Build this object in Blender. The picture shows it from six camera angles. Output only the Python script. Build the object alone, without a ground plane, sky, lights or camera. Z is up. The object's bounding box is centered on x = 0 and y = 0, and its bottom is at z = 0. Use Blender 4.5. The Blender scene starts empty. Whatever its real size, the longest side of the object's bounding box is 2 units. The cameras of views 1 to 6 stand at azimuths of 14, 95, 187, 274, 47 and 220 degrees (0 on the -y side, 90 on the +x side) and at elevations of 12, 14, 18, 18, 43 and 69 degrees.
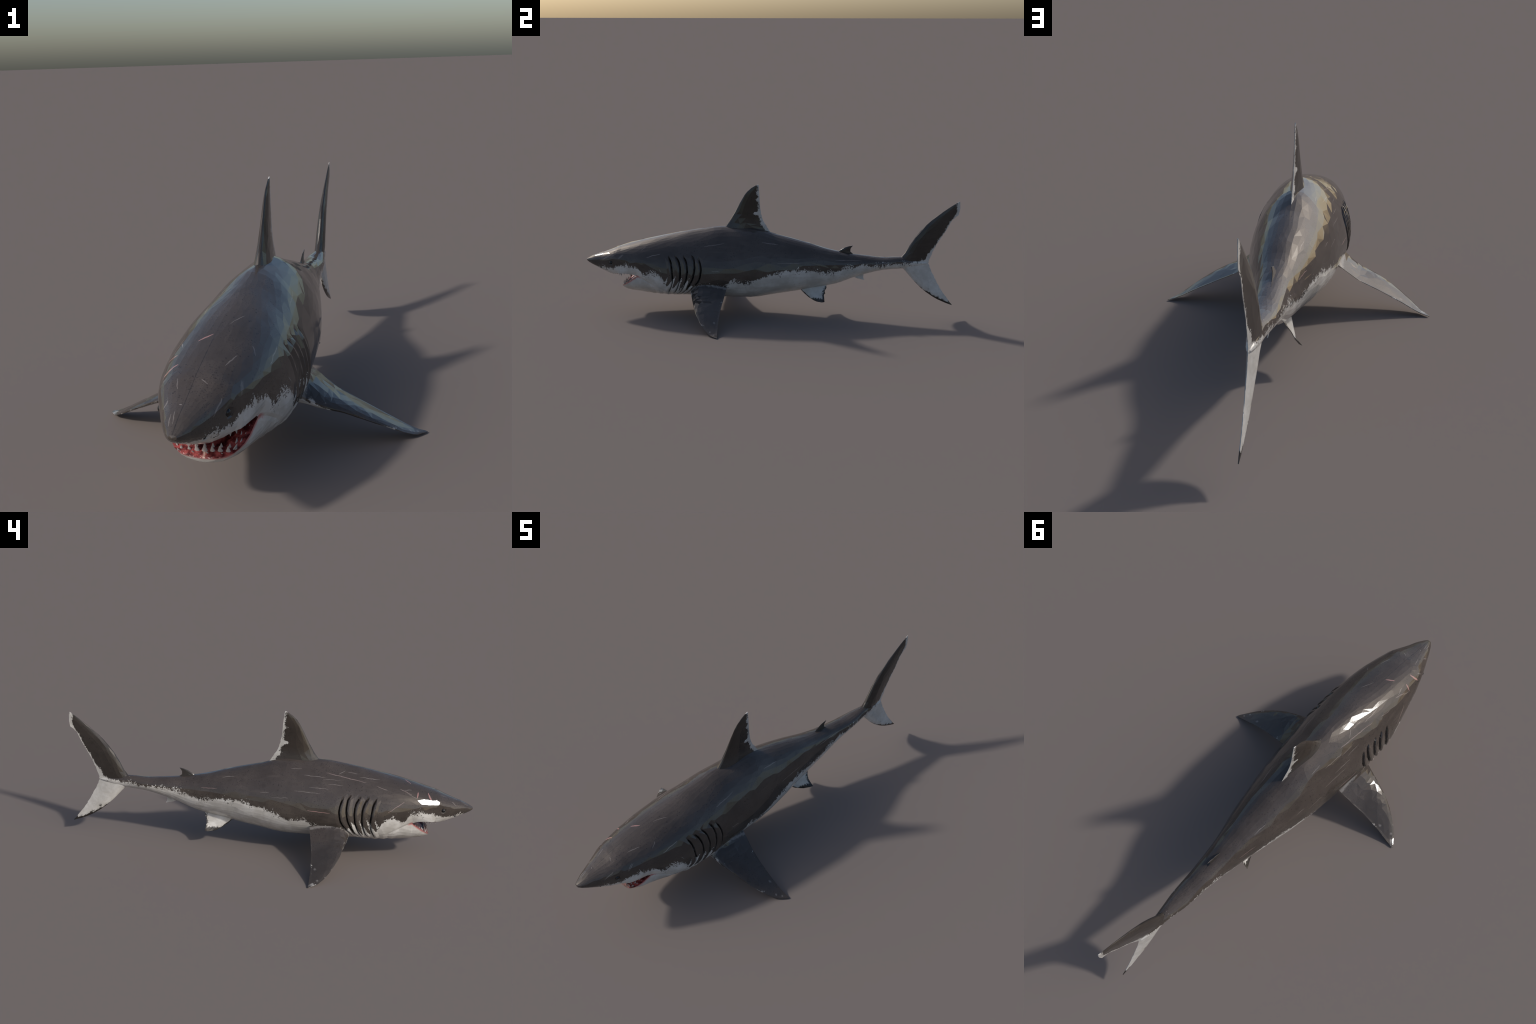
import bpy, bmesh, math, random
import numpy as np
from mathutils import Vector, noise

random.seed(7)
rng = np.random.default_rng(7)

# ------------------------------------------------------------------ profiles
# Stations along the body (y), nose at -1, tail root at the end.
Y  = np.array([-.998,-.985,-.95,-.9,-.86,-.83,-.812,-.803,-.796,-.785,-.75,-.70,-.65,-.53,-.4,-.25,-.1,.05,.2,.35,.5,.62,.70,.76,.81,.84])
ZT = np.array([.2760,.283,.299,.3154,.331,.3436,.350,.3525,.3545,.358,.3687,.3825,.3958,.423,.4479,.4684,.4668,.429,.3909,.3495,.3268,.3186,.3205,.314,.304,.296])
ZB = np.array([.2640,.2545,.2375,.2150,.2005,.1930,.1860,.162,.139,.123,.1130,.107,.100,.0957,.098,.087,.0857,.1085,.1365,.1683,.2241,.2531,.2595,.266,.280,.288])
WD = np.array([.0100,.0200,.0385,.0593,.0765,.0887,.0955,.0985,.1005,.1045,.1163,.129,.14,.1634,.1685,.1599,.1485,.1249,.095,.063,.0445,.0362,.0240,.0170,.0105,.003])
ZF = np.array([.516,.5284,.5609,.5987,.62,.6305,.632,.634,.636,.634,.6126,.57,.518,.3752,.3476,.3837,.385,.40,.47,.52,.53,.5554,.58,.5,.5,.5])
EU = np.array([2.1,2.1,2.1,2.12,2.13,2.13,2.13,2.13,2.13,2.13,2.12,2.1,2.0775,1.95,1.74,1.65,1.70,1.85,1.98,2.02,2.0,1.92,1.95,2,2,2])
EL = np.array([2.1,2.15,2.25,2.4,2.6,2.7,2.7,2.6,2.55,2.5,2.5,2.4,2.3,2.25,2.23,2.17,2.13,2.08,2.05,2.02,2.01,2.01,2,2,2,2])

WD += np.interp(Y, [-1,-.9,-.6,-.1,.05,.2,.35,.5,.62,.75], [0,.0015,.002,.003,.005,.0055,.005,.0045,.004,.002])
ZT += np.interp(Y, [-1,-.95,.5,.7,.84], [0,.0012,.0012,.001,0]); ZB -= np.interp(Y, [-1,-.5,.5,.7,.84], [0,.0015,.002,.001,0])
EL += np.interp(Y, [-.85,-.75,-.65,-.4,-.25,0,.2,.4], [0,0,0,0,-.2,-.35,-.3,-.1])

ZC = ZB+(ZT-ZB)*ZF       # height of the widest point
for i_, v_ in ((6, .2865), (7, .285), (8, .283), (9, .280)): ZC[i_] = v_

def pchip(X, V, x):
    h = np.diff(X); d = np.diff(V)/h
    m = np.zeros(len(X)); m[0] = d[0]; m[-1] = d[-1]
    for i in range(1, len(X)-1):
        if d[i-1]*d[i] > 0:
            w1 = 2*h[i]+h[i-1]; w2 = h[i]+2*h[i-1]
            m[i] = (w1+w2)/(w1/d[i-1]+w2/d[i])
    x = np.clip(x, X[0], X[-1])
    i = np.clip(np.searchsorted(X, x, side='right')-1, 0, len(X)-2)
    t = (x-X[i])/h[i]
    return ((2*t**3-3*t**2+1)*V[i] + (t**3-2*t**2+t)*h[i]*m[i]
            + (-2*t**3+3*t**2)*V[i+1] + (t**3-t**2)*h[i]*m[i+1])

def pinch(y, z):
    """the head is drawn in along the gape, between cheek and jaw"""
    a = np.interp(y, [-.805,-.775,-.745,-.71,-.66,-.62], [0,.09,.13,.13,.04,0])
    zm = np.interp(y, [-.80,-.74,-.70,-.64], [.185,.200,.207,.190])
    d = z-zm
    return 1-a*np.exp(-np.where(d > 0, d/.030, d/.034)**2)

def section(y, th):
    """points of the body cross-section at y for the angles th (0 = +x side, pi/2 = back)"""
    y = np.atleast_1d(np.asarray(y, float))
    zt, zb, w, zc = (pchip(Y, A, y)[:, None] for A in (ZT, ZB, WD, ZC))
    e1, e2 = (pchip(Y, A, y)[:, None] for A in (EU, EL))
    c, s = np.cos(th)[None], np.sin(th)[None]
    E = np.where(s > 0, e1, e2)
    r = (np.abs(c)**E+np.abs(s)**E)**(-1/E)
    Z = zc+np.where(s > 0, zt-zc, zc-zb)*r*s
    return w*r*c*pinch(y[:, None], Z), Z

def half_width(y, z):
    zt, zb, w, zc = (float(pchip(Y, A, np.array([y]))[0]) for A in (ZT, ZB, WD, ZC))
    e = float(pchip(Y, EU if z > zc else EL, np.array([y]))[0])
    k = abs(z-zc)/((zt-zc) if z > zc else (zc-zb))
    return w*max(0., 1-min(k, 1)**e)**(1/e)*float(pinch(y, z))

# gill slits: (y, z) down the flank, front to back
GILLS = [
    [(-.524,.336),(-.506,.294),(-.501,.255),(-.498,.217),(-.505,.176),(-.519,.145),(-.535,.112)],
    [(-.488,.337),(-.464,.302),(-.456,.261),(-.457,.225),(-.476,.160),(-.510,.112)],
    [(-.447,.339),(-.424,.300),(-.419,.261),(-.424,.219),(-.452,.152),(-.493,.108)],
    [(-.400,.341),(-.385,.317),(-.380,.274),(-.388,.225),(-.418,.168),(-.453,.127),(-.478,.106)],
    [(-.365,.333),(-.350,.293),(-.346,.264),(-.355,.216),(-.390,.168),(-.435,.122),(-.455,.108)]]

def smooth_line(pts, n=60):
    P = np.array(pts, float); t = np.linspace(0, 1, len(P)); u = np.linspace(0, 1, n)
    return np.stack([pchip(t, P[:, k], u) for k in range(P.shape[1])], 1)
GILL_LINES = [smooth_line(g) for g in GILLS]

def mesh_object(name, verts, faces):
    me = bpy.data.meshes.new(name); me.from_pydata([tuple(v) for v in verts], [], faces); me.validate()
    ob = bpy.data.objects.new(name, me); bpy.context.scene.collection.objects.link(ob)
    return ob

# ------------------------------------------------------------------ body loft
def build_body():
    ys = np.concatenate([-.998+.03*np.linspace(0, 1, 14)**1.6, np.arange(-.963, -.83, .005), np.arange(-.828, -.775, .0025),
                         np.arange(-.772, -.56, .004), np.arange(-.557, -.325, .0024), np.arange(-.32, .84, .0065), [.84]])
    NT = 300
    th = np.linspace(0, 2*np.pi, NT, endpoint=False)+np.pi/NT
    X, Z = section(ys, th)
    P = np.stack([X, np.repeat(ys[:, None], NT, 1), Z], -1)
    # sun glint above eye and gape: head sides cut flat, angled for it
    near_ = (P[..., 1] > -.835) & (P[..., 1] < -.62) & (P[..., 2] > .27) & (P[..., 2] < .36)
    plane = .305*(P[..., 1]+.754)-.626*(P[..., 2]-.315)
    plane += np.max((np.abs(P[..., 0])-plane)[near_])-.0013
    cut = near_ & (np.abs(P[..., 0]) > plane)
    P[..., 0] = np.where(cut, np.sign(P[..., 0])*plane, P[..., 0])
    plane0 = float((plane-.305*P[..., 1]+.626*P[..., 2])[0, 0])
    calm = cut*1.
    # uneven spacing of the points, so that the later facets are irregular
    J = (P[..., 1] > -.93) & (P[..., 1] < .78)
    dy = np.gradient(ys)[:, None]
    ju = rng.uniform(-.42, .42, J.shape); jv = rng.uniform(-.42, .42, J.shape)
    P = P+np.where(J[..., None], ju[..., None]*np.gradient(P, axis=0)+jv[..., None]*(np.roll(P, -1, 1)-np.roll(P, 1, 1))*.5, 0)
    P[..., 0] = np.where(cut, np.sign(P[..., 0])*(plane0+.305*P[..., 1]-.626*P[..., 2]), P[..., 0])
    # outward normals by finite differences
    du = np.roll(P, -1, 1)-np.roll(P, 1, 1); dv = np.gradient(P, axis=0)
    Nn = np.cross(du, dv); Nn /= np.linalg.norm(Nn, axis=-1, keepdims=True)+1e-12
    if Nn[len(ys)//2, 0, 0] < 0: Nn = -Nn
    disp = np.zeros(P.shape[:2])
    m = (P[..., 1] > -.60) & (P[..., 1] < -.30) & (P[..., 2] < .37)
    q = P[m][:, 1:]
    dd = np.zeros(len(q))
    for L in GILL_LINES:
        A, B = L[:-1], L[1:]; D = B-A
        best = np.full(len(q), 9.); side = np.zeros(len(q)); along = np.zeros(len(q))
        for k in range(len(A)):
            t = np.clip(((q-A[k])@D[k])/(D[k]@D[k]), 0, 1)
            v = q-A[k]-t[:, None]*D[k]; d = np.hypot(v[:, 0], v[:, 1]); u = d < best
            best[u] = d[u]; side[u] = (v[u, 0]*-D[k][1]+v[u, 1]*D[k][0]); along[u] = (k+t[u])/len(A)
        s = np.where(side > 0, best, -best)       # > 0: behind the slit
        fade = np.clip(along/.10, 0, 1)*np.clip((1-along)/.12, 0, 1)
        dd -= .010*fade*np.exp(-(np.abs(s)/.0030)**2.5)
        # the flap in front of each slit swells and overlaps the slit
        dd += .0035*fade*np.where(s < 0, np.exp(-((s+.011)/.010)**2), 0)
        dd -= .0020*fade*np.where(s > 0, np.exp(-((s-.006)/.010)**2), 0)
    disp[m] = dd
    # fold running back from the mouth corner
    fold = smooth_line([(-.700,.208),(-.672,.200),(-.64,.184),(-.60,.163),(-.575,.148)], 40)
    m = (P[..., 1] > -.72) & (P[..., 1] < -.55) & (P[..., 2] < .24)
    q = P[m][:, 1:]
    d = np.min(np.hypot(q[:, None, 0]-fold[None, :, 0], q[:, None, 1]-fold[None, :, 1]), 1)
    disp[m] -= .0030*np.exp(-(d/.006)**2)*np.clip((q[:, 0]+.72)/.03, 0, 1)*np.clip((-.56-q[:, 0])/.08, 0, 1)
    # eye socket and nostril
    for (ey, ez, r, dep) in ((-.8475, .2735, .0110, .0045), (-.910, .2375, .006, .005)):
        d = np.hypot(P[..., 1]-ey, P[..., 2]-ez)
        disp -= dep*np.exp(-(d/r)**4)
    # throat wrinkles, slight unevenness
    for i in range(P.shape[0]):
        for j in range(0, NT):
            p = P[i, j]
            if j % 2 == 0 or True:
                disp[i, j] += .0011*noise.noise(Vector((p[0]*15, p[1]*11, p[2]*15)))+.0004*noise.noise(Vector((p[0]*38, p[1]*30, p[2]*38+9)))*min(1, (p[1]+1)/.06)
    m = (P[..., 1] < -.50) & (P[..., 1] > -.66) & (P[..., 2] < .17)
    disp[m] += .0012*np.sin(P[m][:, 1]*150+6*P[m][:, 0])*np.clip((.17-P[m][:, 2])/.05, 0, 1)*np.clip((P[m][:, 1]+.66)/.05, 0, 1)
    disp *= 1-.75*calm
    P = P+Nn*disp[..., None]
    n = len(ys)
    V = P.reshape(-1, 3).tolist(); F = []
    for i in range(n-1):
        for j in range(NT):
            k = (j+1) % NT
            F.append((i*NT+j, i*NT+k, (i+1)*NT+k, (i+1)*NT+j))
    V.append([0, -1.0, .2703]); V.append([0, ys[-1]+.002, .292])
    for j in range(NT):
        k = (j+1) % NT
        F.append((len(V)-2, k, j)); F.append((len(V)-1, (n-1)*NT+j, (n-1)*NT+k))
    return mesh_object("shark_body", V, F)

# ------------------------------------------------------------------ fins
def fin(name, lead, trail, thick, normal, mirror=False, n_span=70, n_chord=22, ragged=.0015, seed=0, ridge=.32):
    """closed fin: aerofoil sections lofted between a leading and a trailing edge line"""
    Lc, Tc = np.array(lead, float), np.array(trail, float)
    t = np.concatenate([[0], np.cumsum(np.linalg.norm(np.diff((Lc+Tc)/2, axis=0), axis=1)+.35*np.linalg.norm(np.diff(Lc-Tc, axis=0), axis=1))]); t /= t[-1]
    u = np.linspace(0, 1, n_span)
    L = np.stack([pchip(t, Lc[:, k], u) for k in range(3)], 1)
    T = np.stack([pchip(t, Tc[:, k], u) for k in range(3)], 1)
    tk = pchip(np.linspace(0, 1, len(thick)), np.array(thick, float), u)
    nv = np.array(normal, float); nv /= np.linalg.norm(nv)
    c = .5-.5*np.cos(np.linspace(0, np.pi, n_chord))
    prof = np.where(c < ridge, np.sqrt(np.clip(1-((ridge-c)/ridge)**2, 0, 1)), 1-((c-ridge)/(1-ridge))**1.35)
    prof = np.clip(prof, 0, 1); prof[-1] = .0; 
    V, F = [], []
    M = 2*(n_chord-1)
    for i in range(n_span):
        jag = ragged*(noise.noise(Vector((i*.9, seed, 0)))+.6*noise.noise(Vector((i*.31, seed+4, 0))))*min(1, i/8)
        ch = T[i]-L[i]; cl = np.linalg.norm(ch)
        h = prof*max(tk[i]/2, .0006); h = np.maximum(h, 0)
        h[1:-1] = np.maximum(h[1:-1], .0009)
        for s in (1, -1):
            idx = range(n_chord) if s > 0 else range(n_chord-2, 0, -1)
            for k in idx:
                if 0 < k < n_chord-1 and 0 < i < n_span-1:
                    h_ = h[k]*(1+(.11 if name == 'pectoral_fin' else .04)*noise.noise(Vector((i*.30, k*.45, s*5+seed))))
                else: h_ = h[k]
                V.append(L[i]+ch*c[k]*(1+(jag/cl if cl > 1e-4 else 0)*c[k]**6)+nv*s*h_)
    for i in range(n_span-1):
        for j in range(M):
            k = (j+1) % M
            F.append((i*M+j, i*M+k, (i+1)*M+k, (i+1)*M+j))
    F.append(tuple(range(M-1, -1, -1))); F.append(tuple((n_span-1)*M+j for j in range(M)))
    V = np.array(V)
    if mirror:
        V = V*[-1, 1, 1]
    ob = mesh_object(name, V, F)
    bm = bmesh.new(); bm.from_mesh(ob.data)
    bmesh.ops.recalc_face_normals(bm, faces=bm.faces)
    bm.to_mesh(ob.data); bm.free()
    return ob

def yz(pts): return [(0., a, b) for a, b in pts]

def build_fins():
    fins = []
    dl = yz([(-.285,.425),(-.232,.474),(-.190,.536),(-.155,.600),(-.125,.650),(-.108,.668),(-.092,.681),(-.074,.692),(-.060,.699)])
    dt = yz([(.012,.405),(.002,.446),(-.018,.480),(-.035,.512),(-.044,.545),(-.050,.590),(-.052,.630),(-.055,.670),(-.057,.697)])
    fins.append((fin("dorsal_fin", dl, dt, [.064,.050,.037,.028,.021,.016,.012,.008,.004], (1,0,0), n_span=90, ragged=.0065, seed=1), "dorsal_fin"))
    l2 = yz([(.352,.325),(.376,.3495),(.392,.360),(.411,.3695),(.430,.3755),(.4455,.3785)])
    t2 = yz([(.462,.318),(.446,.336),(.4335,.347),(.4345,.360),(.440,.370),(.4465,.378)])
    fins.append((fin("second_dorsal_fin", l2, t2, [.012,.010,.007,.005,.003,.002], (1,0,0), n_span=36, n_chord=14, ragged=.0006, seed=2), "second_dorsal_fin"))
    cl = yz([(.9935,.6265),(.985,.621),(.967,.609),(.935,.587),(.893,.555),(.837,.507),(.786,.450),(.746,.389),(.717,.338),(.692,.305),(.690,.280),(.718,.256),(.748,.222),(.785,.181),(.838,.134),(.890,.100),(.940,.077),(.979,.0635)])
    ct = yz([(.9955,.625),(.9985,.600),(.993,.557),(.966,.533),(.929,.467),(.892,.406),(.869,.358),(.856,.325),(.851,.311),(.848,.304),(.8475,.292),(.852,.277),(.861,.256),(.878,.221),(.904,.172),(.930,.131),(.957,.095),(.981,.063)])
    fins.append((fin("caudal_fin", cl, ct, [.003,.006,.009,.013,.017,.022,.027,.031,.034,.036,.034,.030,.025,.020,.016,.012,.008,.003], (1,0,0), n_span=130, n_chord=26, ragged=.003, seed=3), "caudal_fin"))
    al = yz([(.430,.235),(.455,.207),(.470,.200),(.490,.1945),(.511,.1905)])
    at = yz([(.515,.245),(.508,.221),(.505,.210),(.507,.200),(.512,.190)])
    fins.append((fin("anal_fin", al, at, [.010,.007,.005,.004,.002], (1,0,0), n_span=30, n_chord=12, ragged=.0006, seed=5), "anal_fin"))
    pl = [(.085,-.408,.175),(.14,-.405,.152),(.18,-.396,.132),(.22,-.385,.116),(.26,-.373,.104),(.30,-.360,.087),(.34,-.342,.067),(.38,-.319,.045),(.42,-.289,.021),(.45,-.257,.0055),(.466,-.236,.0025),(.4735,-.222,.0005)]
    pt = [(.085,-.208,.200),(.14,-.210,.178),(.18,-.215,.149),(.22,-.221,.120),(.26,-.225,.100),(.30,-.228,.081),(.34,-.228,.061),(.38,-.228,.041),(.42,-.225,.020),(.45,-.222,.0075),(.466,-.2205,.0035),(.4745,-.220,.0005)]
    pth = [.100,.078,.050,.036,.026,.022,.018,.014,.010,.006,.004,.002]
    vl = [(.010,.150,.160),(.020,.168,.138),(.030,.192,.117),(.044,.230,.091),(.057,.262,.0795),(.068,.284,.079),(.0768,.299,.0825)]
    vt = [(.008,.305,.195),(.018,.311,.165),(.026,.310,.150),(.040,.300,.127),(.052,.299,.108),(.065,.302,.095),(.0770,.303,.0855)]
    vth = [.022,.018,.014,.011,.008,.006,.003]
    for mir in (False, True):
        fins.append((fin("pectoral_fin", pl, pt, pth, (.46,.05,1), mir, 90, 28, .0015, 6), "pectoral_fin"))
        fins.append((fin("pelvic_fin", vl, vt, vth, (1,.02,.42), mir, 40, 16, .003, 8), "pelvic_fin"))
    return fins

# ------------------------------------------------------------------ mouth
LIP = [(-.90,.2015),(-.862,.208),(-.85,.2115),(-.83,.213),(-.80,.2175),(-.768,.221),(-.728,.2195),(-.703,.2095)]      # upper lip line, side view
RIM = [(-.90,.120),(-.806,.133),(-.796,.1385),(-.792,.144),(-.784,.152),(-.772,.1585),(-.762,.166),(-.738,.182),(-.71,.202),(-.703,.2085)]  # jaw rim
lipz = lambda y: float(pchip(np.array([a for a, b in LIP]), np.array([b for a, b in LIP]), np.array([y]))[0])
rimz = lambda y: float(pchip(np.array([a for a, b in RIM]), np.array([b for a, b in RIM]), np.array([y]))[0])

def wedge():
    poly = smooth_line(LIP, 24).tolist()+smooth_line(RIM, 24)[::-1].tolist()
    n = len(poly); V = []; F = []
    xs = np.linspace(-.16, .16, 33)
    for x in xs:      # the lip and palate hang lower in the middle
        V += [(x, a, b-(.016*max(0, 1-(x/.075)**2)*min(1, max(0, (-.705-a)/.05)) if q < 24 else .004*max(0, 1-(x/.05)**2))) for q, (a, b) in enumerate(poly)]
    for j in range(n):
        k = (j+1) % n
        for i in range(len(xs)-1): F.append((i*n+j, i*n+k, (i+1)*n+k, (i+1)*n+j))
    F.append(tuple(range(n-1, -1, -1))); F.append(tuple(range((len(xs)-1)*n, len(xs)*n)))
    ob = mesh_object("mouth_wedge", V, F)
    bm = bmesh.new(); bm.from_mesh(ob.data); bmesh.ops.recalc_face_normals(bm, faces=bm.faces); bm.to_mesh(ob.data); bm.free()
    return ob

def cavity():
    ys = np.linspace(-.838, -.60, 44); M = 40; V = []; F = []
    th = np.linspace(0, 2*np.pi, M, endpoint=False)
    for y in ys:
        yy = min(y, -.705)
        up = lipz(yy)+.004; lo = rimz(yy)-.011
        if y < -.774: lo = lipz(y)-.004
        zb = float(pchip(Y, ZB, np.array([y]))[0]); lo = max(lo, zb+.011)
        hw = min(half_width(y, lipz(yy)-.002), half_width(y, max(rimz(yy), zb+.004)) if y > -.774 else 9)-.021
        if y < -.774: hw = half_width(y, lipz(y))-.022
        hw = max(hw, .004)
        k = 1.0
        if y > -.70:
            k = math.sqrt(max(.02, 1-((y+.70)/.10)**2))
        zc = (up+lo)/2; h = max((up-lo)/2, .003)*k; hw *= k
        for a in th:
            e = 2.8; r = (abs(math.cos(a))**e+abs(math.sin(a))**e)**(-1/e)
            V.append((hw*r*math.cos(a), y, zc+h*r*math.sin(a)))
    n = len(ys)
    for i in range(n-1):
        for j in range(M):
            k = (j+1) % M; F.append((i*M+j, i*M+k, (i+1)*M+k, (i+1)*M+j))
    F.append(tuple(range(M-1, -1, -1))); F.append(tuple((n-1)*M+j for j in range(M)))
    ob = mesh_object("mouth_cavity", V, F)
    bm = bmesh.new(); bm.from_mesh(ob.data); bmesh.ops.recalc_face_normals(bm, faces=bm.faces); bm.to_mesh(ob.data); bm.free()
    return ob

# ------------------------------------------------------------------ node helpers
class Nodes:
    def __init__(self, name):
        self.mat = bpy.data.materials.new(name); self.mat.use_nodes = True
        self.t = self.mat.node_tree; self.t.nodes.clear()
        self.obj = self.new("ShaderNodeTexCoord").outputs["Object"]
        s = self.new("ShaderNodeSeparateXYZ"); self.link(self.obj, s.inputs[0])
        self.x, self.y, self.z = s.outputs
        self.ax = self.math("ABSOLUTE", self.x)
    def new(self, k): return self.t.nodes.new(k)
    def link(self, a, b): self.t.links.new(a, b)
    def put(self, v, sock):
        if isinstance(v, bpy.types.NodeSocket): self.link(v, sock)
        else: sock.default_value = v
    def math(self, op, a, b=0., c=0., clamp=False):
        n = self.new("ShaderNodeMath"); n.operation = op; n.use_clamp = clamp
        for i, v in enumerate((a, b, c)): self.put(v, n.inputs[i])
        return n.outputs[0]
    def add(self, a, b): return self.math("ADD", a, b)
    def sub(self, a, b): return self.math("SUBTRACT", a, b)
    def mul(self, a, b): return self.math("MULTIPLY", a, b)
    def step(self, v, lo, hi):
        """0 below lo, 1 above hi"""
        n = self.new("ShaderNodeMapRange"); n.interpolation_type = 'SMOOTHSTEP'
        self.put(v, n.inputs[0])
        if lo < hi: vals = (lo, hi, 0, 1)
        else: vals = (hi, lo, 1, 0)
        for i, w in enumerate(vals): n.inputs[i+1].default_value = w
        return n.outputs[0]
    def map(self, scale=(1,1,1), loc=(0,0,0), vec=None):
        n = self.new("ShaderNodeMapping"); self.link(vec or self.obj, n.inputs[0])
        n.inputs["Scale"].default_value = scale; n.inputs["Location"].default_value = loc
        return n.outputs[0]
    def noise(self, scale, detail=3, rough=.55, vec=None, dist=0.):
        n = self.new("ShaderNodeTexNoise"); self.link(vec or self.obj, n.inputs["Vector"])
        n.inputs["Scale"].default_value = scale; n.inputs["Detail"].default_value = detail
        n.inputs["Roughness"].default_value = rough; n.inputs["Distortion"].default_value = dist
        return n.outputs[0]
    def voronoi(self, scale, vec=None, out="Distance", feature='F1'):
        n = self.new("ShaderNodeTexVoronoi"); n.feature = feature; self.link(vec or self.obj, n.inputs["Vector"])
        n.inputs["Scale"].default_value = scale
        return n.outputs[out]
    def curve(self, v, pts, lo, hi, vlo, vhi):
        """a drawn line: value as a function of v through the control points"""
        t = self.math("DIVIDE", self.sub(v, lo), hi-lo, clamp=True)
        n = self.new("ShaderNodeFloatCurve"); self.link(t, n.inputs["Value"])
        c = n.mapping.curves[0]
        P = [((a-lo)/(hi-lo), (b-vlo)/(vhi-vlo)) for a, b in pts]
        while len(c.points) < len(P): c.points.new(.5, .5)
        for q, p in zip(c.points, P): q.location = p; q.handle_type = 'AUTO_CLAMPED'
        n.mapping.update()
        return self.add(self.mul(n.outputs[0], vhi-vlo), vlo)
    def mix(self, f, a, b, mode='MIX'):
        n = self.new("ShaderNodeMix"); n.data_type = 'RGBA'; n.blend_type = mode
        self.put(f, n.inputs[0])
        for v, s in ((a, n.inputs[6]), (b, n.inputs[7])):
            if isinstance(v, tuple): s.default_value = (*v, 1) if len(v) == 3 else v
            else: self.link(v, s)
        return n.outputs[2]
    def max(self, a, b): return self.math("MAXIMUM", a, b)
    def finish(self, col, rough=.2, bump=None, strength=.2, dist=.001, spec=.5, **kw):
        p = self.new("ShaderNodeBsdfPrincipled"); o = self.new("ShaderNodeOutputMaterial")
        if isinstance(col, tuple): p.inputs["Base Color"].default_value = (*col, 1)
        else: self.link(col, p.inputs["Base Color"])
        self.put(rough, p.inputs["Roughness"]); p.inputs["Specular IOR Level"].default_value = spec
        for k, v in kw.items(): self.put(v, p.inputs[k.replace("_", " ")])
        if bump is not None:
            b = self.new("ShaderNodeBump"); b.inputs["Strength"].default_value = strength; b.inputs["Distance"].default_value = dist
            self.link(bump, b.inputs["Height"]); self.link(b.outputs[0], p.inputs["Normal"])
        self.link(p.outputs[0], o.inputs[0])
        return self.mat

def scar_group():
    """mask of one scratch: a tapering stroke from A to B, seen across one flank"""
    g = bpy.data.node_groups.new("scratch", "ShaderNodeTree")
    for n, k in (("P","NodeSocketVector"),("A","NodeSocketVector"),("AB","NodeSocketVector"),("Width","NodeSocketFloat")):
        g.interface.new_socket(n, in_out='INPUT', socket_type=k)
    g.interface.new_socket("Mask", in_out='OUTPUT', socket_type="NodeSocketFloat")
    i = g.nodes.new("NodeGroupInput"); o = g.nodes.new("NodeGroupOutput")
    def V(op, a, b=None, c=None):
        n = g.nodes.new("ShaderNodeVectorMath"); n.operation = op
        g.links.new(a, n.inputs[0])
        if b is not None: g.links.new(b, n.inputs[1])
        if c is not None: g.links.new(c, n.inputs[3])
        return n
    def M(op, a, b, clamp=False):
        n = g.nodes.new("ShaderNodeMath"); n.operation = op; n.use_clamp = clamp
        for k, v in enumerate((a, b)):
            if isinstance(v, (int, float)): n.inputs[k].default_value = v
            else: g.links.new(v, n.inputs[k])
        return n.outputs[0]
    ap = V("SUBTRACT", i.outputs["P"], i.outputs["A"]).outputs[0]
    t = M("DIVIDE", V("DOT_PRODUCT", ap, i.outputs["AB"]).outputs["Value"], V("DOT_PRODUCT", i.outputs["AB"], i.outputs["AB"]).outputs["Value"], True)
    q = V("SCALE", i.outputs["AB"], None, t).outputs[0]
    d = V("LENGTH", V("SUBTRACT", ap, q).outputs[0]).outputs["Value"]
    tap = M("SQRT", M("MULTIPLY", M("MULTIPLY", t, 4.), M("SUBTRACT", 1., t)), 0)
    w = M("MULTIPLY", M("ADD", tap, .02), i.outputs["Width"])
    m = M("SUBTRACT", 1.25, M("DIVIDE", d, w), True)
    g.links.new(M("MULTIPLY", m, 1., True), o.inputs["Mask"])
    return g
SCAR = scar_group()

# pale and pink scratches: (A, B, width mm, pink 0/1), by flank
SCARS_RIGHT = [
    (-.272,.426,-.469,.394,2.4,.25),(-.336,.423,-.367,.435,2.0,0),(-.169,.410,-.273,.407,1.5,0),(-.379,.429,-.425,.425,1.3,0),
    (-.435,.414,-.533,.405,1.5,0),(-.197,.362,-.292,.360,1.8,0),(-.125,.341,-.254,.337,2.0,0),(-.287,.381,-.357,.378,1.3,0),
    (-.518,.382,-.572,.367,2.0,.15),(-.195,.256,-.304,.251,2.6,.7),(-.105,.432,-.158,.434,1.6,0),
    (-.632,.371,-.690,.349,2.4,.2),(-.672,.352,-.720,.333,2.0,0),(-.720,.358,-.715,.337,4.5,1),(-.769,.352,-.787,.319,5.5,1),
    (-.808,.331,-.824,.314,2.2,0),(-.577,.270,-.655,.321,2.2,.4),(-.889,.309,-.909,.294,2.2,0),
    (-.261,.401,-.344,.398,1.2,0),(.037,.316,-.006,.323,1.4,0),(-.651,.368,-.688,.366,1.6,0),
    (.228,.361,.166,.373,1.8,0),(.329,.304,.249,.309,2.4,.5),(-.02,.30,-.10,.306,1.4,0)]
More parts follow.
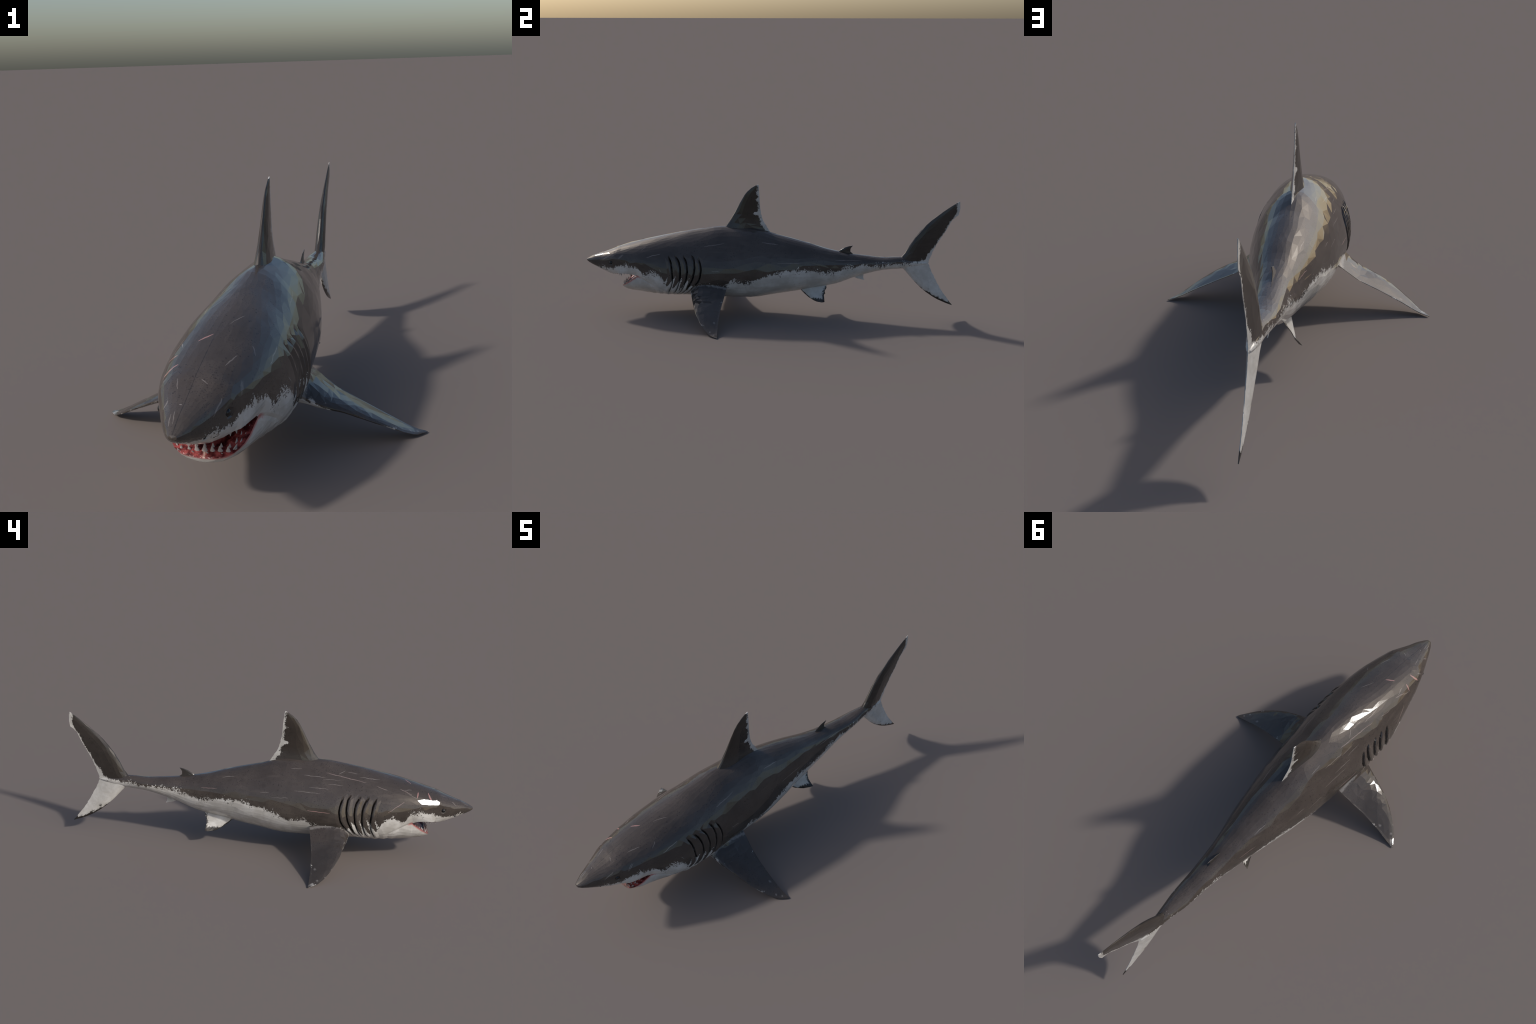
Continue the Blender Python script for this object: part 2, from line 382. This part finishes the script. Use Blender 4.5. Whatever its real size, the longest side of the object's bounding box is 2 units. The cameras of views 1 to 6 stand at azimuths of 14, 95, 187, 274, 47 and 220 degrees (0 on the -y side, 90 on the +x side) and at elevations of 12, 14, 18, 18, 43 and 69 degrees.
SCARS_LEFT = [
    (-.337,.381,-.230,.397,3.4,.1),(-.643,.319,-.567,.341,3.2,0),(-.676,.351,-.653,.366,2.2,0),(-.800,.298,-.773,.323,2.6,0),
    (-.900,.281,-.858,.311,2.8,0),(-.291,.261,-.248,.259,2.2,0),(-.570,.265,-.558,.250,2.4,0),(-.032,.403,.055,.391,3.0,.1),
    (.355,.309,.497,.307,2.4,.1),(.052,.301,.185,.301,1.8,.1),(-.777,.325,-.806,.298,2.4,0)]
SCARS_TOP = [   # x, y, x, y
    (-.036,-.687,-.005,-.659,4.6,.9),(.016,-.833,.033,-.843,1.8,0),(-.043,-.829,-.030,-.864,2.0,0),(-.014,-.935,-.007,-.972,2.0,0),(.054,-.771,.069,-.718,2.4,0),
    (-.012,-.912,-.004,-.913,2.4,0),(-.016,-.976,-.020,-.940,2.4,0),(.02,-.61,.045,-.55,1.6,0)]

def scars(N):
    wob = N.new("ShaderNodeTexNoise"); N.link(N.obj, wob.inputs["Vector"]); wob.inputs["Scale"].default_value = 45; wob.inputs["Detail"].default_value = 4
    a = N.new("ShaderNodeVectorMath"); a.operation = 'SUBTRACT'; N.link(wob.outputs["Color"], a.inputs[0]); a.inputs[1].default_value = (.5,.5,.5)
    b = N.new("ShaderNodeVectorMath"); b.operation = 'MULTIPLY_ADD'; N.link(a.outputs[0], b.inputs[0]); b.inputs[1].default_value = (.007,)*3; N.link(N.obj, b.inputs[2])
    def flat(mask):
        v = N.new("ShaderNodeVectorMath"); v.operation = 'MULTIPLY'; N.link(b.outputs[0], v.inputs[0]); v.inputs[1].default_value = mask
        return v.outputs[0]
    pale = None; pink = None
    for lst, msk, gate in ((SCARS_RIGHT, (0,1,1), N.step(N.x, 0, -.004)), (SCARS_LEFT, (0,1,1), N.step(N.x, 0, .004)), (SCARS_TOP, (1,1,0), N.step(N.z, .24, .25))):
        P = flat(msk); tot = None; tp = None
        for (u0, v0, u1, v1, w, pk) in lst:
            n = N.new("ShaderNodeGroup"); n.node_tree = SCAR; N.link(P, n.inputs["P"])
            A = (0, u0, v0) if msk[0] == 0 else (u0, v0, 0); B = (0, u1, v1) if msk[0] == 0 else (u1, v1, 0)
            n.inputs["A"].default_value = A; n.inputs["AB"].default_value = tuple(q-p for p, q in zip(A, B))
            n.inputs["Width"].default_value = w*.00062
            o = N.mul(n.outputs[0], random.uniform(.6, 1.) if pk < .6 else 1.)
            tot = o if tot is None else N.max(tot, o)
            if pk > 0: tp = N.mul(o, pk) if tp is None else N.max(tp, N.mul(o, pk))
        tot = N.mul(tot, gate); tp = N.mul(tp, gate) if tp is not None else None
        pale = tot if pale is None else N.max(pale, tot)
        if tp is not None: pink = tp if pink is None else N.max(pink, tp)
    return pale, pink

DARK = (.065,.053,.0465); BROWN = (.060,.0505,.044); WHITE = (.60,.585,.56); FINDARK = (.038,.031,.026)

def ragged(N, amp=.02, s=1.):
    """jagged edge noise for the pigment borders"""
    big = N.sub(N.noise(16*s, 2, .5), .5); mid = N.sub(N.noise(60*s, 4, .65), .5); fine = N.sub(N.noise(210*s, 3, .7), .5)
    tufts = N.sub(N.noise(42*s, 5, .72, N.map((1, 1.5, .55)), .6), .5)
    return N.add(N.add(N.mul(big, amp*1.3), N.mul(tufts, amp*2.6)), N.add(N.mul(mid, amp*1.3), N.mul(fine, amp*1.7)))

def dark_skin(N, back=DARK, low=BROWN, lowmask=None):
    mott = N.noise(7, 5, .6); col = N.mix(N.step(mott, .35, .68), tuple(v*.84 for v in back), tuple(v*1.16 for v in back))
    if lowmask is not None: col = N.mix(lowmask, col, N.mix(N.step(N.noise(11, 4), .3, .7), tuple(v*.82 for v in low), tuple(v*1.22 for v in low)))
    # black freckles
    f = N.step(N.add(N.voronoi(80), N.mul(N.noise(60, 2), .25)), .38, .22); g = N.step(N.noise(9, 3), .38, .60)
    col = N.mix(N.mul(N.mul(f, g), .6), col, (.014,.013,.014))
    f2 = N.step(N.voronoi(190), .34, .2)
    col = N.mix(N.mul(N.mul(f2, N.step(N.noise(14, 3), .42, .6)), .5), col, (.016,.015,.016))
    st = N.noise(40, 3, .6, N.map((1, .12, 1)))
    col = N.mix(N.mul(N.step(st, .56, .72), .22), col, tuple(min(1, v*1.7) for v in back))
    blot = N.noise(26, 5, .7)
    col = N.mix(N.mul(N.step(blot, .52, .70), .35), col, tuple(v*.55 for v in back))
    grain = N.noise(330, 2, .6)
    return N.mix(.22, col, N.mix(grain, (.2,.2,.2), (.85,.85,.85)), 'OVERLAY')

def white_skin(N):
    col = N.mix(N.step(N.noise(14, 5, .62), .36, .66), (.47,.45,.42), WHITE)
    col = N.mix(N.mul(N.step(N.noise(75, 4, .7), .56, .72), .45), col, (.36,.345,.32))
    return col

BORDER = [(-1,.246),(-.95,.2445),(-.89,.240),(-.86,.238),(-.81,.256),(-.755,.264),(-.71,.264),(-.675,.240),(-.645,.222),(-.61,.240),(-.565,.226),(-.525,.180),(-.40,.168),(-.30,.172),(-.22,.178),(-.17,.208),(-.125,.194),(-.06,.214),(.0,.236),(.07,.250),(.13,.262),(.20,.260),(.26,.253),(.33,.244),(.40,.264),(.50,.278),(.60,.281),(.66,.287),(.70,.289),(.75,.293),(.80,.302),(.84,.312)]

def skin_material():
    N = Nodes("shark_skin")
    zb = N.curve(N.y, BORDER, -1, .84, .1, .32)
    h = N.sub(N.z, zb)
    # pale tongues between the lower ends of the gill slits
    gm = N.mul(N.step(N.y, -.545, -.52), N.step(N.y, -.39, -.41))
    sk = N.add(N.y, N.mul(N.sub(.20, N.z), .55))
    saw = N.math("SINE", N.mul(sk, 2*math.pi/.039))
    h = N.sub(h, N.mul(gm, N.add(.012, N.mul(saw, .034))))
    isl = N.mul(N.sub(N.noise(125, 4, .75), .5), N.mul(N.step(N.noise(15, 2), .44, .58), .16))
    edge = N.add(N.add(h, ragged(N, .019)), isl)
    dark = N.step(edge, -.0012, .0022)
    lowm = N.step(N.add(N.z, N.mul(N.sub(N.noise(9, 4), .5), .05)), .315, .255)
    dk = dark_skin(N, lowmask=lowm)
    wh = white_skin(N)
    # pink flush round the mouth
    gum = N.step(N.math("ABSOLUTE", N.sub(N.z, N.curve(N.y, [(-.83,.130),(-.806,.133),(-.796,.1385),(-.784,.152),(-.762,.166),(-.738,.182),(-.71,.202),(-.70,.2095),(-.68,.203),(-.66,.197)], -.83, -.66, .1, .3))), .014, .001)
    gum = N.mul(N.mul(gum, N.step(N.y, -.655, -.705)), N.step(N.y, -.83, -.812))
    gum = N.mul(gum, N.step(N.add(gum, N.mul(N.sub(N.noise(70, 3), .5), .9)), .15, .75))
    wh = N.mix(N.mul(gum, .9), wh, (.43,.125,.12))
    col = N.mix(dark, wh, dk)
    # faint dark line along the middle of the snout
    ln = N.step(N.add(N.ax, N.mul(N.sub(N.noise(60, 3), .5), .003)), .0016, .0004)
    ln = N.mul(ln, N.mul(N.step(N.y, -.60, -.70), N.step(N.z, .27, .28)))
    col = N.mix(N.mul(ln, .55), col, (.015,.016,.018))
    pale, pink = scars(N)
    col = N.mix(N.mul(pale, N.add(.10, N.mul(N.noise(38, 3), .85))), col, (.36,.32,.30))
    col = N.mix(N.mul(pink, .7), col, (.42,.19,.18))
    # shadow down in the gill grooves, painted on as near-black lines
    slit = None
    for L in GILLS:
        yg = N.curve(N.z, [(b, a) for a, b in L[::-1]], .10, .36, -.56, -.32)
        m = N.step(N.math("ABSOLUTE", N.sub(N.y, yg)), .0025, .0010)
        m = N.mul(m, N.mul(N.step(N.z, L[0][1]-.004, L[0][1]-.022), N.step(N.z, L[-1][1]+.006, L[-1][1]+.030)))
        slit = m if slit is None else N.max(slit, m)
    col = N.mix(N.mul(slit, .9), col, (.006,.006,.006))
    return N, col

def skin():
    N, col = skin_material()
    fine = N.add(N.noise(240, 3, .6), N.mul(N.noise(55, 4, .6), 1.4))
    return N.finish(col, .10, fine, .05, .0010)

def plain_dark(name, extra):
    N = Nodes(name); col, rough = extra(N)
    fine = N.add(N.noise(260, 3, .6), N.mul(N.noise(60, 4, .6), 1.4))
    return N.finish(col, rough, fine, .07, .0012)

def dorsal(N):
    yt = N.curve(N.z, [(.40,.015),(.446,.002),(.480,-.018),(.512,-.035),(.545,-.044),(.590,-.050),(.630,-.052),(.670,-.055),(.70,-.057)], .40, .70, -.10, .05)
    d = N.sub(yt, N.y)     # distance in front of the trailing edge
    band = N.curve(N.z, [(.40,.016),(.44,.018),(.465,.012),(.485,.022),(.505,.010),(.53,.012),(.543,.034),(.556,.005),(.60,.003),(.617,.017),(.63,.003),(.68,.002),(.70,.012)], .40, .70, 0, .05)
    e = N.add(N.sub(d, N.add(band, .004)), N.add(ragged(N, .017, 1.3), N.mul(N.sub(N.noise(150, 3, .7), .5), .030)))
    white = N.step(e, .003, -.001)
    low = N.step(N.z, .53, .47)
    col = N.mix(low, dark_skin(N, FINDARK), dark_skin(N, (.048,.043,.040)))
    return N.mix(white, col, white_skin(N)), .14

def caudal(N):
    yt = N.curve(N.z, [(.28,.85),(.304,.848),(.325,.856),(.358,.869),(.406,.892),(.467,.929),(.533,.966),(.557,.992),(.600,1.0),(.63,.9955)], .28, .63, .80, 1.05)
    d = N.sub(yt, N.y)
    tip = N.step(N.z, .535, .55)
    band = N.add(.004, N.add(N.mul(tip, .013), N.mul(N.step(N.z, .39, .33), .018)))
    e = N.add(N.sub(d, band), ragged(N, .014, 1.3))
    top = N.math("MINIMUM", e, N.add(N.sub(N.z, N.curve(N.y, [(.66,.287),(.70,.289),(.75,.293),(.80,.302),(.84,.312),(.87,.318)], .66, .87, .27, .33)), ragged(N, .020, 1.)))
    dark = N.step(top, -.001, .0025)
    # lower lobe: dark tip and blotches along the leading edge
    yl = N.curve(N.z, [(.06,.981),(.077,.940),(.100,.890),(.134,.838),(.181,.785),(.222,.748),(.256,.718),(.30,.69)], .06, .30, .65, 1.0)
    dl = N.sub(N.y, yl)
    tipd = N.mul(N.step(N.z, .20, .08), .030)
    blot = N.mul(N.step(N.voronoi(48), .48, .36), N.step(N.sub(dl, .03), .02, -.01))
    lo = N.max(N.step(N.add(N.sub(dl, N.sub(tipd, .004)), ragged(N, .016, 1.6)), .002, -.002), N.mul(N.mul(blot, N.step(N.z, .19, .15)), N.step(N.noise(25, 2), .42, .50)))
    lo = N.max(lo, N.step(N.add(N.sub(N.y, .958), ragged(N, .01, 2)), 0, .004))
    lo = N.mul(lo, N.step(N.z, .24, .20))
    wh = N.mix(N.mul(N.step(N.noise(30, 4, .6, N.map((1, .4, 1.6))), .5, .75), .5), white_skin(N), (.46,.43,.39))
    col = N.mix(dark, wh, dark_skin(N, (.040,.034,.030)))
    return N.mix(lo, col, (.022,.019,.017)), .22

def second_dorsal(N): return dark_skin(N, (.045,.040,.037)), .2
def anal(N): return white_skin(N), .25

def pelvic(N):
    yl = N.curve(N.z, [(.078,.284),(.0797,.262),(.091,.232),(.117,.195),(.138,.170),(.19,.145)], .083, .19, .1, .35)
    yt = N.curve(N.z, [(.083,.304),(.098,.303),(.115,.302),(.132,.304),(.152,.315),(.168,.318),(.19,.32)], .083, .19, .1, .35)
    a = N.add(N.sub(N.sub(N.y, yl), .006), ragged(N, .008, 2)); b = N.add(N.sub(N.sub(yt, N.y), .010), ragged(N, .014, 2))
    dark = N.max(N.step(N.math("MINIMUM", a, b), .002, -.002), N.step(N.add(N.z, ragged(N, .012, 2)), .101, .096))
    dark = N.mul(dark, N.step(N.z, .165, .158))
    return N.mix(dark, white_skin(N), (.026,.022,.020)), .30

def pectoral(N):
    # height above the middle plane of the fin: dark above, white below
    mid = N.sub(N.add(N.z, N.mul(N.ax, .49)), .2285)
    lead = N.curve(N.ax, [(.08,.012),(.18,-.010),(.26,0.001),(.34,.003),(.42,.0005),(.48,.001)], .08, .48, -.05, .05)
    lead_y = N.curve(N.ax, [(.08,-.408),(.14,-.403),(.18,-.395),(.22,-.385),(.26,-.373),(.30,-.360),(.34,-.342),(.38,-.319),(.42,-.289),(.45,-.257),(.466,-.236),(.48,-.22)], .08, .48, -.45, -.2)
    dl = N.sub(N.y, lead_y)
    fwd = N.step(dl, .10, 0.)
    rag = ragged(N, .016, 1.)
    e = N.add(N.add(mid, .002), N.add(N.mul(fwd, .004), N.mul(rag, .45)))
    dark = N.step(e, -.003, -.001)
    dark = N.max(dark, N.step(N.add(N.ax, N.mul(rag, 1.5)), .425, .435))
    nick = N.mul(N.step(N.add(N.noise(16, 4, .65), N.mul(rag, 1.)), .52, .57), N.mul(N.step(dl, .032, .012), N.step(N.add(mid, N.mul(rag, .3)), .006, -.001)))
    col = N.mix(N.step(N.noise(8, 3), .4, .65), dark_skin(N, (.050,.042,.037)), dark_skin(N, (.052,.042,.036)))
    # a few pale worn spots near the tip and a rubbed root line
    for (sx, sy, r) in ((.372,-.248,.009),(.43,-.262,.006),(.448,-.240,.006)):
        dd = N.math("SQRT", N.add(N.math("POWER", N.sub(N.ax, sx), 2.), N.math("POWER", N.sub(N.y, sy), 2.)))
        col = N.mix(N.mul(N.step(N.add(dd, N.mul(rag, .25)), r, 0), .35), col, (.33,.31,.30))
    root = N.math("ABSOLUTE", N.sub(N.ax, .158))
    col = N.mix(N.mul(N.step(N.add(root, N.mul(rag, .4)), .009, .002), .45), col, (.33,.31,.29))
    col = N.mix(dark, white_skin(N), col)
    return N.mix(N.mul(nick, .8), col, (.50,.48,.455)), .13

def gum_material():
    N = Nodes("gum_flesh")
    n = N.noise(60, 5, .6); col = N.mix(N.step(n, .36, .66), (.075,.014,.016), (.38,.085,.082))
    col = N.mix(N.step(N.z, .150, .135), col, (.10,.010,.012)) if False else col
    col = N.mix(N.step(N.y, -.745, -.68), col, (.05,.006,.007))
    seam = N.mul(N.step(N.add(N.ax, N.mul(N.sub(N.noise(80, 3), .5), .008)), .006, .001), N.mul(N.step(N.y, -.770, -.785), N.step(N.z, .19, .18)))
    col = N.mix(N.mul(seam, .8), col, (.50,.33,.28))
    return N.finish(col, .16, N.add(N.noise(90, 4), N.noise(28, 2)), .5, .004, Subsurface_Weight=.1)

def tooth_material():
    N = Nodes("tooth_enamel")
    col = N.mix(N.noise(120, 3), (.31,.28,.27), (.44,.41,.40))  # enamel colour darkened to carry the shading seen on the teeth
    return N.finish(col, .18)

def eye_material():
    N = Nodes("black_eye")
    return N.finish((.012,.012,.013), .22)

def slit_material():
    N = Nodes("gill_slit_dark")
    return N.finish((.008,.007,.007), .5)

# ------------------------------------------------------------------ assemble the one body surface
REGIONS = ["head", "torso", "tail", "dorsal_fin", "second_dorsal_fin", "caudal_fin", "anal_fin", "pectoral_fin", "pelvic_fin", "mouth", "gill_slit"]
SK = skin()
MATS = {"head": SK, "torso": SK, "tail": SK,
        "dorsal_fin": plain_dark("dorsal_fin_skin", dorsal), "second_dorsal_fin": plain_dark("small_fin_skin", second_dorsal),
        "caudal_fin": plain_dark("tail_fin_skin", caudal), "anal_fin": plain_dark("anal_fin_skin", anal),
        "pectoral_fin": plain_dark("pectoral_fin_skin", pectoral), "pelvic_fin": plain_dark("pelvic_fin_skin", pelvic),
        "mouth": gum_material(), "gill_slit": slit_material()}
TAG = {k: bpy.data.materials.new("tag_"+k) for k in REGIONS}

def apply_boolean(target, tool, op):
    m = target.modifiers.new("b", 'BOOLEAN'); m.operation = op; m.object = tool
    m.solver = SOLVER
    if SOLVER == 'EXACT': m.material_mode = 'TRANSFER'
    else:
        try: m.material_mode = 'TRANSFER'
        except Exception: pass
    bake(target)
    bpy.data.objects.remove(tool)

def bake(ob):
    dg = bpy.context.evaluated_depsgraph_get()
    me = bpy.data.meshes.new_from_object(ob.evaluated_get(dg))
    ob.modifiers.clear(); ob.data = me

SOLVER = 'EXACT'
def tag(ob, k):
    ob.data.materials.clear(); ob.data.materials.append(TAG[k])
    for p in ob.data.polygons: p.material_index = 0

body = build_body(); tag(body, "torso")
bm = bmesh.new(); bm.from_mesh(body.data); bmesh.ops.recalc_face_normals(bm, faces=bm.faces); bm.to_mesh(body.data); bm.free()
for f, k in build_fins():
    tag(f, k); apply_boolean(body, f, 'UNION')
w = wedge(); tag(w, "mouth"); apply_boolean(body, w, 'DIFFERENCE')
c = cavity(); tag(c, "mouth"); apply_boolean(body, c, 'DIFFERENCE')

# soften the joints of fins and body into short fillets
bm = bmesh.new(); bm.from_mesh(body.data); bm.verts.ensure_lookup_table()
names = [m.name[4:] for m in body.data.materials]
lay = [names[f.material_index] for f in bm.faces]
bm.faces.index_update()
near = set()
for v in bm.verts:
    ks = {lay[f.index] for f in v.link_faces}
    if len(ks) > 1 and "mouth" not in ks: near.add(v)
ring = {v: 1. for v in near}; cur = near
for w_ in (.8, .55, .3):
    nxt = set()
    for v in cur:
        for e in v.link_edges:
            o = e.other_vert(v)
            if o not in ring: nxt.add(o); ring[o] = w_
    cur = nxt
for _ in range(4):
    new = {v: v.co.lerp(sum((e.other_vert(v).co for e in v.link_edges), Vector())/len(v.link_edges), .45*w_) for v, w_ in ring.items()}
    for v, co in new.items(): v.co = co
bmesh.ops.triangulate(bm, faces=bm.faces)
bmesh.ops.remove_doubles(bm, verts=bm.verts, dist=.00005)
bm.to_mesh(body.data); bm.free()

# irregular flat triangles, as the surface of the target shows in its highlights
RATIO_TARGET = 7500
d = body.modifiers.new("d", 'DECIMATE'); d.ratio = min(1, RATIO_TARGET/len(body.data.polygons))
bake(body)
print("TRIS", len(body.data.polygons))

# ------------------------------------------------------------------ split into parts
me = body.data
names = [m.name[4:] for m in me.materials]
co = np.empty(len(me.vertices)*3); me.vertices.foreach_get("co", co); co = co.reshape(-1, 3)
tri = np.array([list(p.vertices) for p in me.polygons]); mi = np.array([p.material_index for p in me.polygons])
cen = co[tri].mean(1)
def slit_dist(c):
    d = np.full(len(c), 9.)
    for L in GILL_LINES:
        A = L[2:-3]; d = np.minimum(d, np.min(np.hypot(c[:, None, 1]-A[None, :, 0], c[:, None, 2]-A[None, :, 1]), 1))
    return d
reg = []
for c_, m_ in zip(cen, mi):
    k = names[m_]
    if k == "torso": k = "head" if c_[1] < -.545 else ("tail" if c_[1] > .33 else "torso")
    if k in ("pectoral_fin", "pelvic_fin"): k += "+" if c_[0] > 0 else "-"
    reg.append(k)
reg = np.array(reg)

root = bpy.data.objects.new("great_white_shark", None)
bpy.context.scene.collection.objects.link(root)
root["label"] = "grey and white shark with open toothy mouth"
root["category"] = "shark"
PARTS = {}
for k in sorted(set(reg)):
    T = tri[reg == k]; ids = np.unique(T); mp = {a: i for i, a in enumerate(ids)}
    nm = k.rstrip("+-")
    ob = mesh_object(nm, co[ids], [tuple(mp[a] for a in t) for t in T])
    ob.data.materials.append(MATS[nm])
    ob.data.polygons.foreach_set("use_smooth", [nm == "mouth"]*len(T))
    ob.parent = root; PARTS[k] = ob
bpy.data.objects.remove(body)
PARTS["mouth"].parent = PARTS["head"]

# ------------------------------------------------------------------ eyes
EYE = eye_material()
def ball(name, c, r, mat, parent, squash=(1,1,1)):
    bm = bmesh.new(); bmesh.ops.create_uvsphere(bm, u_segments=24, v_segments=14, radius=r)
    for v in bm.verts: v.co = Vector((v.co.x*squash[0]+c[0], v.co.y*squash[1]+c[1], v.co.z*squash[2]+c[2]))
    me = bpy.data.meshes.new(name); bm.to_mesh(me); bm.free()
    me.polygons.foreach_set("use_smooth", [True]*len(me.polygons))
    ob = bpy.data.objects.new(name, me); bpy.context.scene.collection.objects.link(ob)
    me.materials.append(mat); ob.parent = parent
    return ob
ex = half_width(-.8475, .2735)
for s in (1, -1):
    ball("eye", (s*(ex-.0055), -.8475, .2735), .0100, EYE, PARTS["head"], (.8, 1, 1))
    nx = half_width(-.910, .2375)
    ball("nostril", (s*(nx-.0045), -.910, .2375), .0045, MATS["gill_slit"], PARTS["head"], (.7, 1.5, .8))

# ------------------------------------------------------------------ teeth
TOOTH = tooth_material()
def tooth_mesh():
    """broad triangular blade, flat in front, bulging behind, curved sides"""
    bm = bmesh.new(); rings = []
    for t in (0, .18, .4, .65, .88):
        w = .5*(1-t)**.92*(1 if t > 0 else .93); d = .17*(1-t)**.8
        r = []
        for a in range(8):
            an = 2*math.pi*a/8
            x = w*math.cos(an); y = d*math.sin(an)*(.55 if math.sin(an) < 0 else 1)
            r.append(bm.verts.new((x, y+.10*t*t, t)))
        rings.append(r)
    top = bm.verts.new((0, .10, 1))
    for a, b in zip(rings[:-1], rings[1:]):
        for j in range(8): bm.faces.new((a[j], a[(j+1)%8], b[(j+1)%8], b[j]))
    for j in range(8): bm.faces.new((rings[-1][j], rings[-1][(j+1)%8], top))
    bm.faces.new(rings[0][::-1])
    me = bpy.data.meshes.new("tooth"); bm.to_mesh(me); bm.free(); me.materials.append(TOOTH)
    return me
TM = tooth_mesh()

def jaw_curve(zf, y0, y1, inset):
    """arch inside the lip from one mouth corner round the front to the other: points and outward directions"""
    pts = []
    ys = y0+(y1-y0)*np.linspace(0, 1, 80)**1.8
    for y in ys:
        pts.append((max(half_width(y, zf(y))-inset, 0), y, zf(y)))
    P = np.array(pts)
    P[:, 0] = np.maximum.accumulate(P[:, 0])
    P = np.concatenate([P[::-1]*[-1, 1, 1], P[1:]])
    s = np.concatenate([[0], np.cumsum(np.linalg.norm(np.diff(P[:, :2], axis=0), axis=1))])
    return P, s

def teeth(P, s, n, height, lean, up, drop, wide=.78, phase=0.):
    for i in range(n):
        u = (i+.5+phase)/n*s[-1]
        p = Vector([float(np.interp(u, s, P[:, k])) for k in range(3)])
        a = Vector([float(np.interp(min(u+.006, s[-1]), s, P[:, k])) for k in range(3)])-Vector([float(np.interp(max(u-.006, 0), s, P[:, k])) for k in range(3)])
        a.z = 0
        if a.length < 1e-6: continue
        tang = a.normalized(); out = Vector((tang.y, -tang.x, 0))
        k = 1-abs(2*u/s[-1]-1)
        h = height*(.45+.55*min(1, k*2.2))*random.uniform(.65, 1.15)
        ax = (Vector((0, 0, up))+out*(lean+random.uniform(-.12, .12))+tang*random.uniform(-.12, .12)).normalized()
        xx = tang; yy = ax.cross(xx).normalized(); xx = yy.cross(ax)
        if yy.dot(out) > 0: pass
        from mathutils import Matrix
        M = Matrix.Identity(4)
        for r in range(3):
            M[r][0] = xx[r]*h*wide; M[r][1] = -(out[r] if False else yy[r])*h*(1 if yy.dot(out) < 0 else -1); M[r][2] = ax[r]*h
            M[r][3] = p[r]-ax[r]*drop
        ob = bpy.data.objects.new("tooth", TM); bpy.context.scene.collection.objects.link(ob)
        ob.parent = PARTS["head"]; ob.matrix_world = M
low = lambda y: rimz(y)
P, s = jaw_curve(low, -.783, -.712, .0110); teeth(P, s, 15, .0190, .25, 1, .004)
P, s = jaw_curve(low, -.772, -.718, .0205); teeth(P, s, 12, .0165, .0, 1, .004, phase=.35)
P, s = jaw_curve(low, -.788, -.735, .0065); teeth(P, s, 7, .0115, .75, 1, .003, phase=.2)
upz = lambda y: lipz(y)-.002
P, s = jaw_curve(upz, -.824, -.716, .0165); teeth(P, s, 20, .015, -.20, -1, .000)
P, s = jaw_curve(upz, -.808, -.720, .0240); teeth(P, s, 16, .013, -.45, -1, .000, phase=.3)
for m in list(TAG.values()): bpy.data.materials.remove(m)
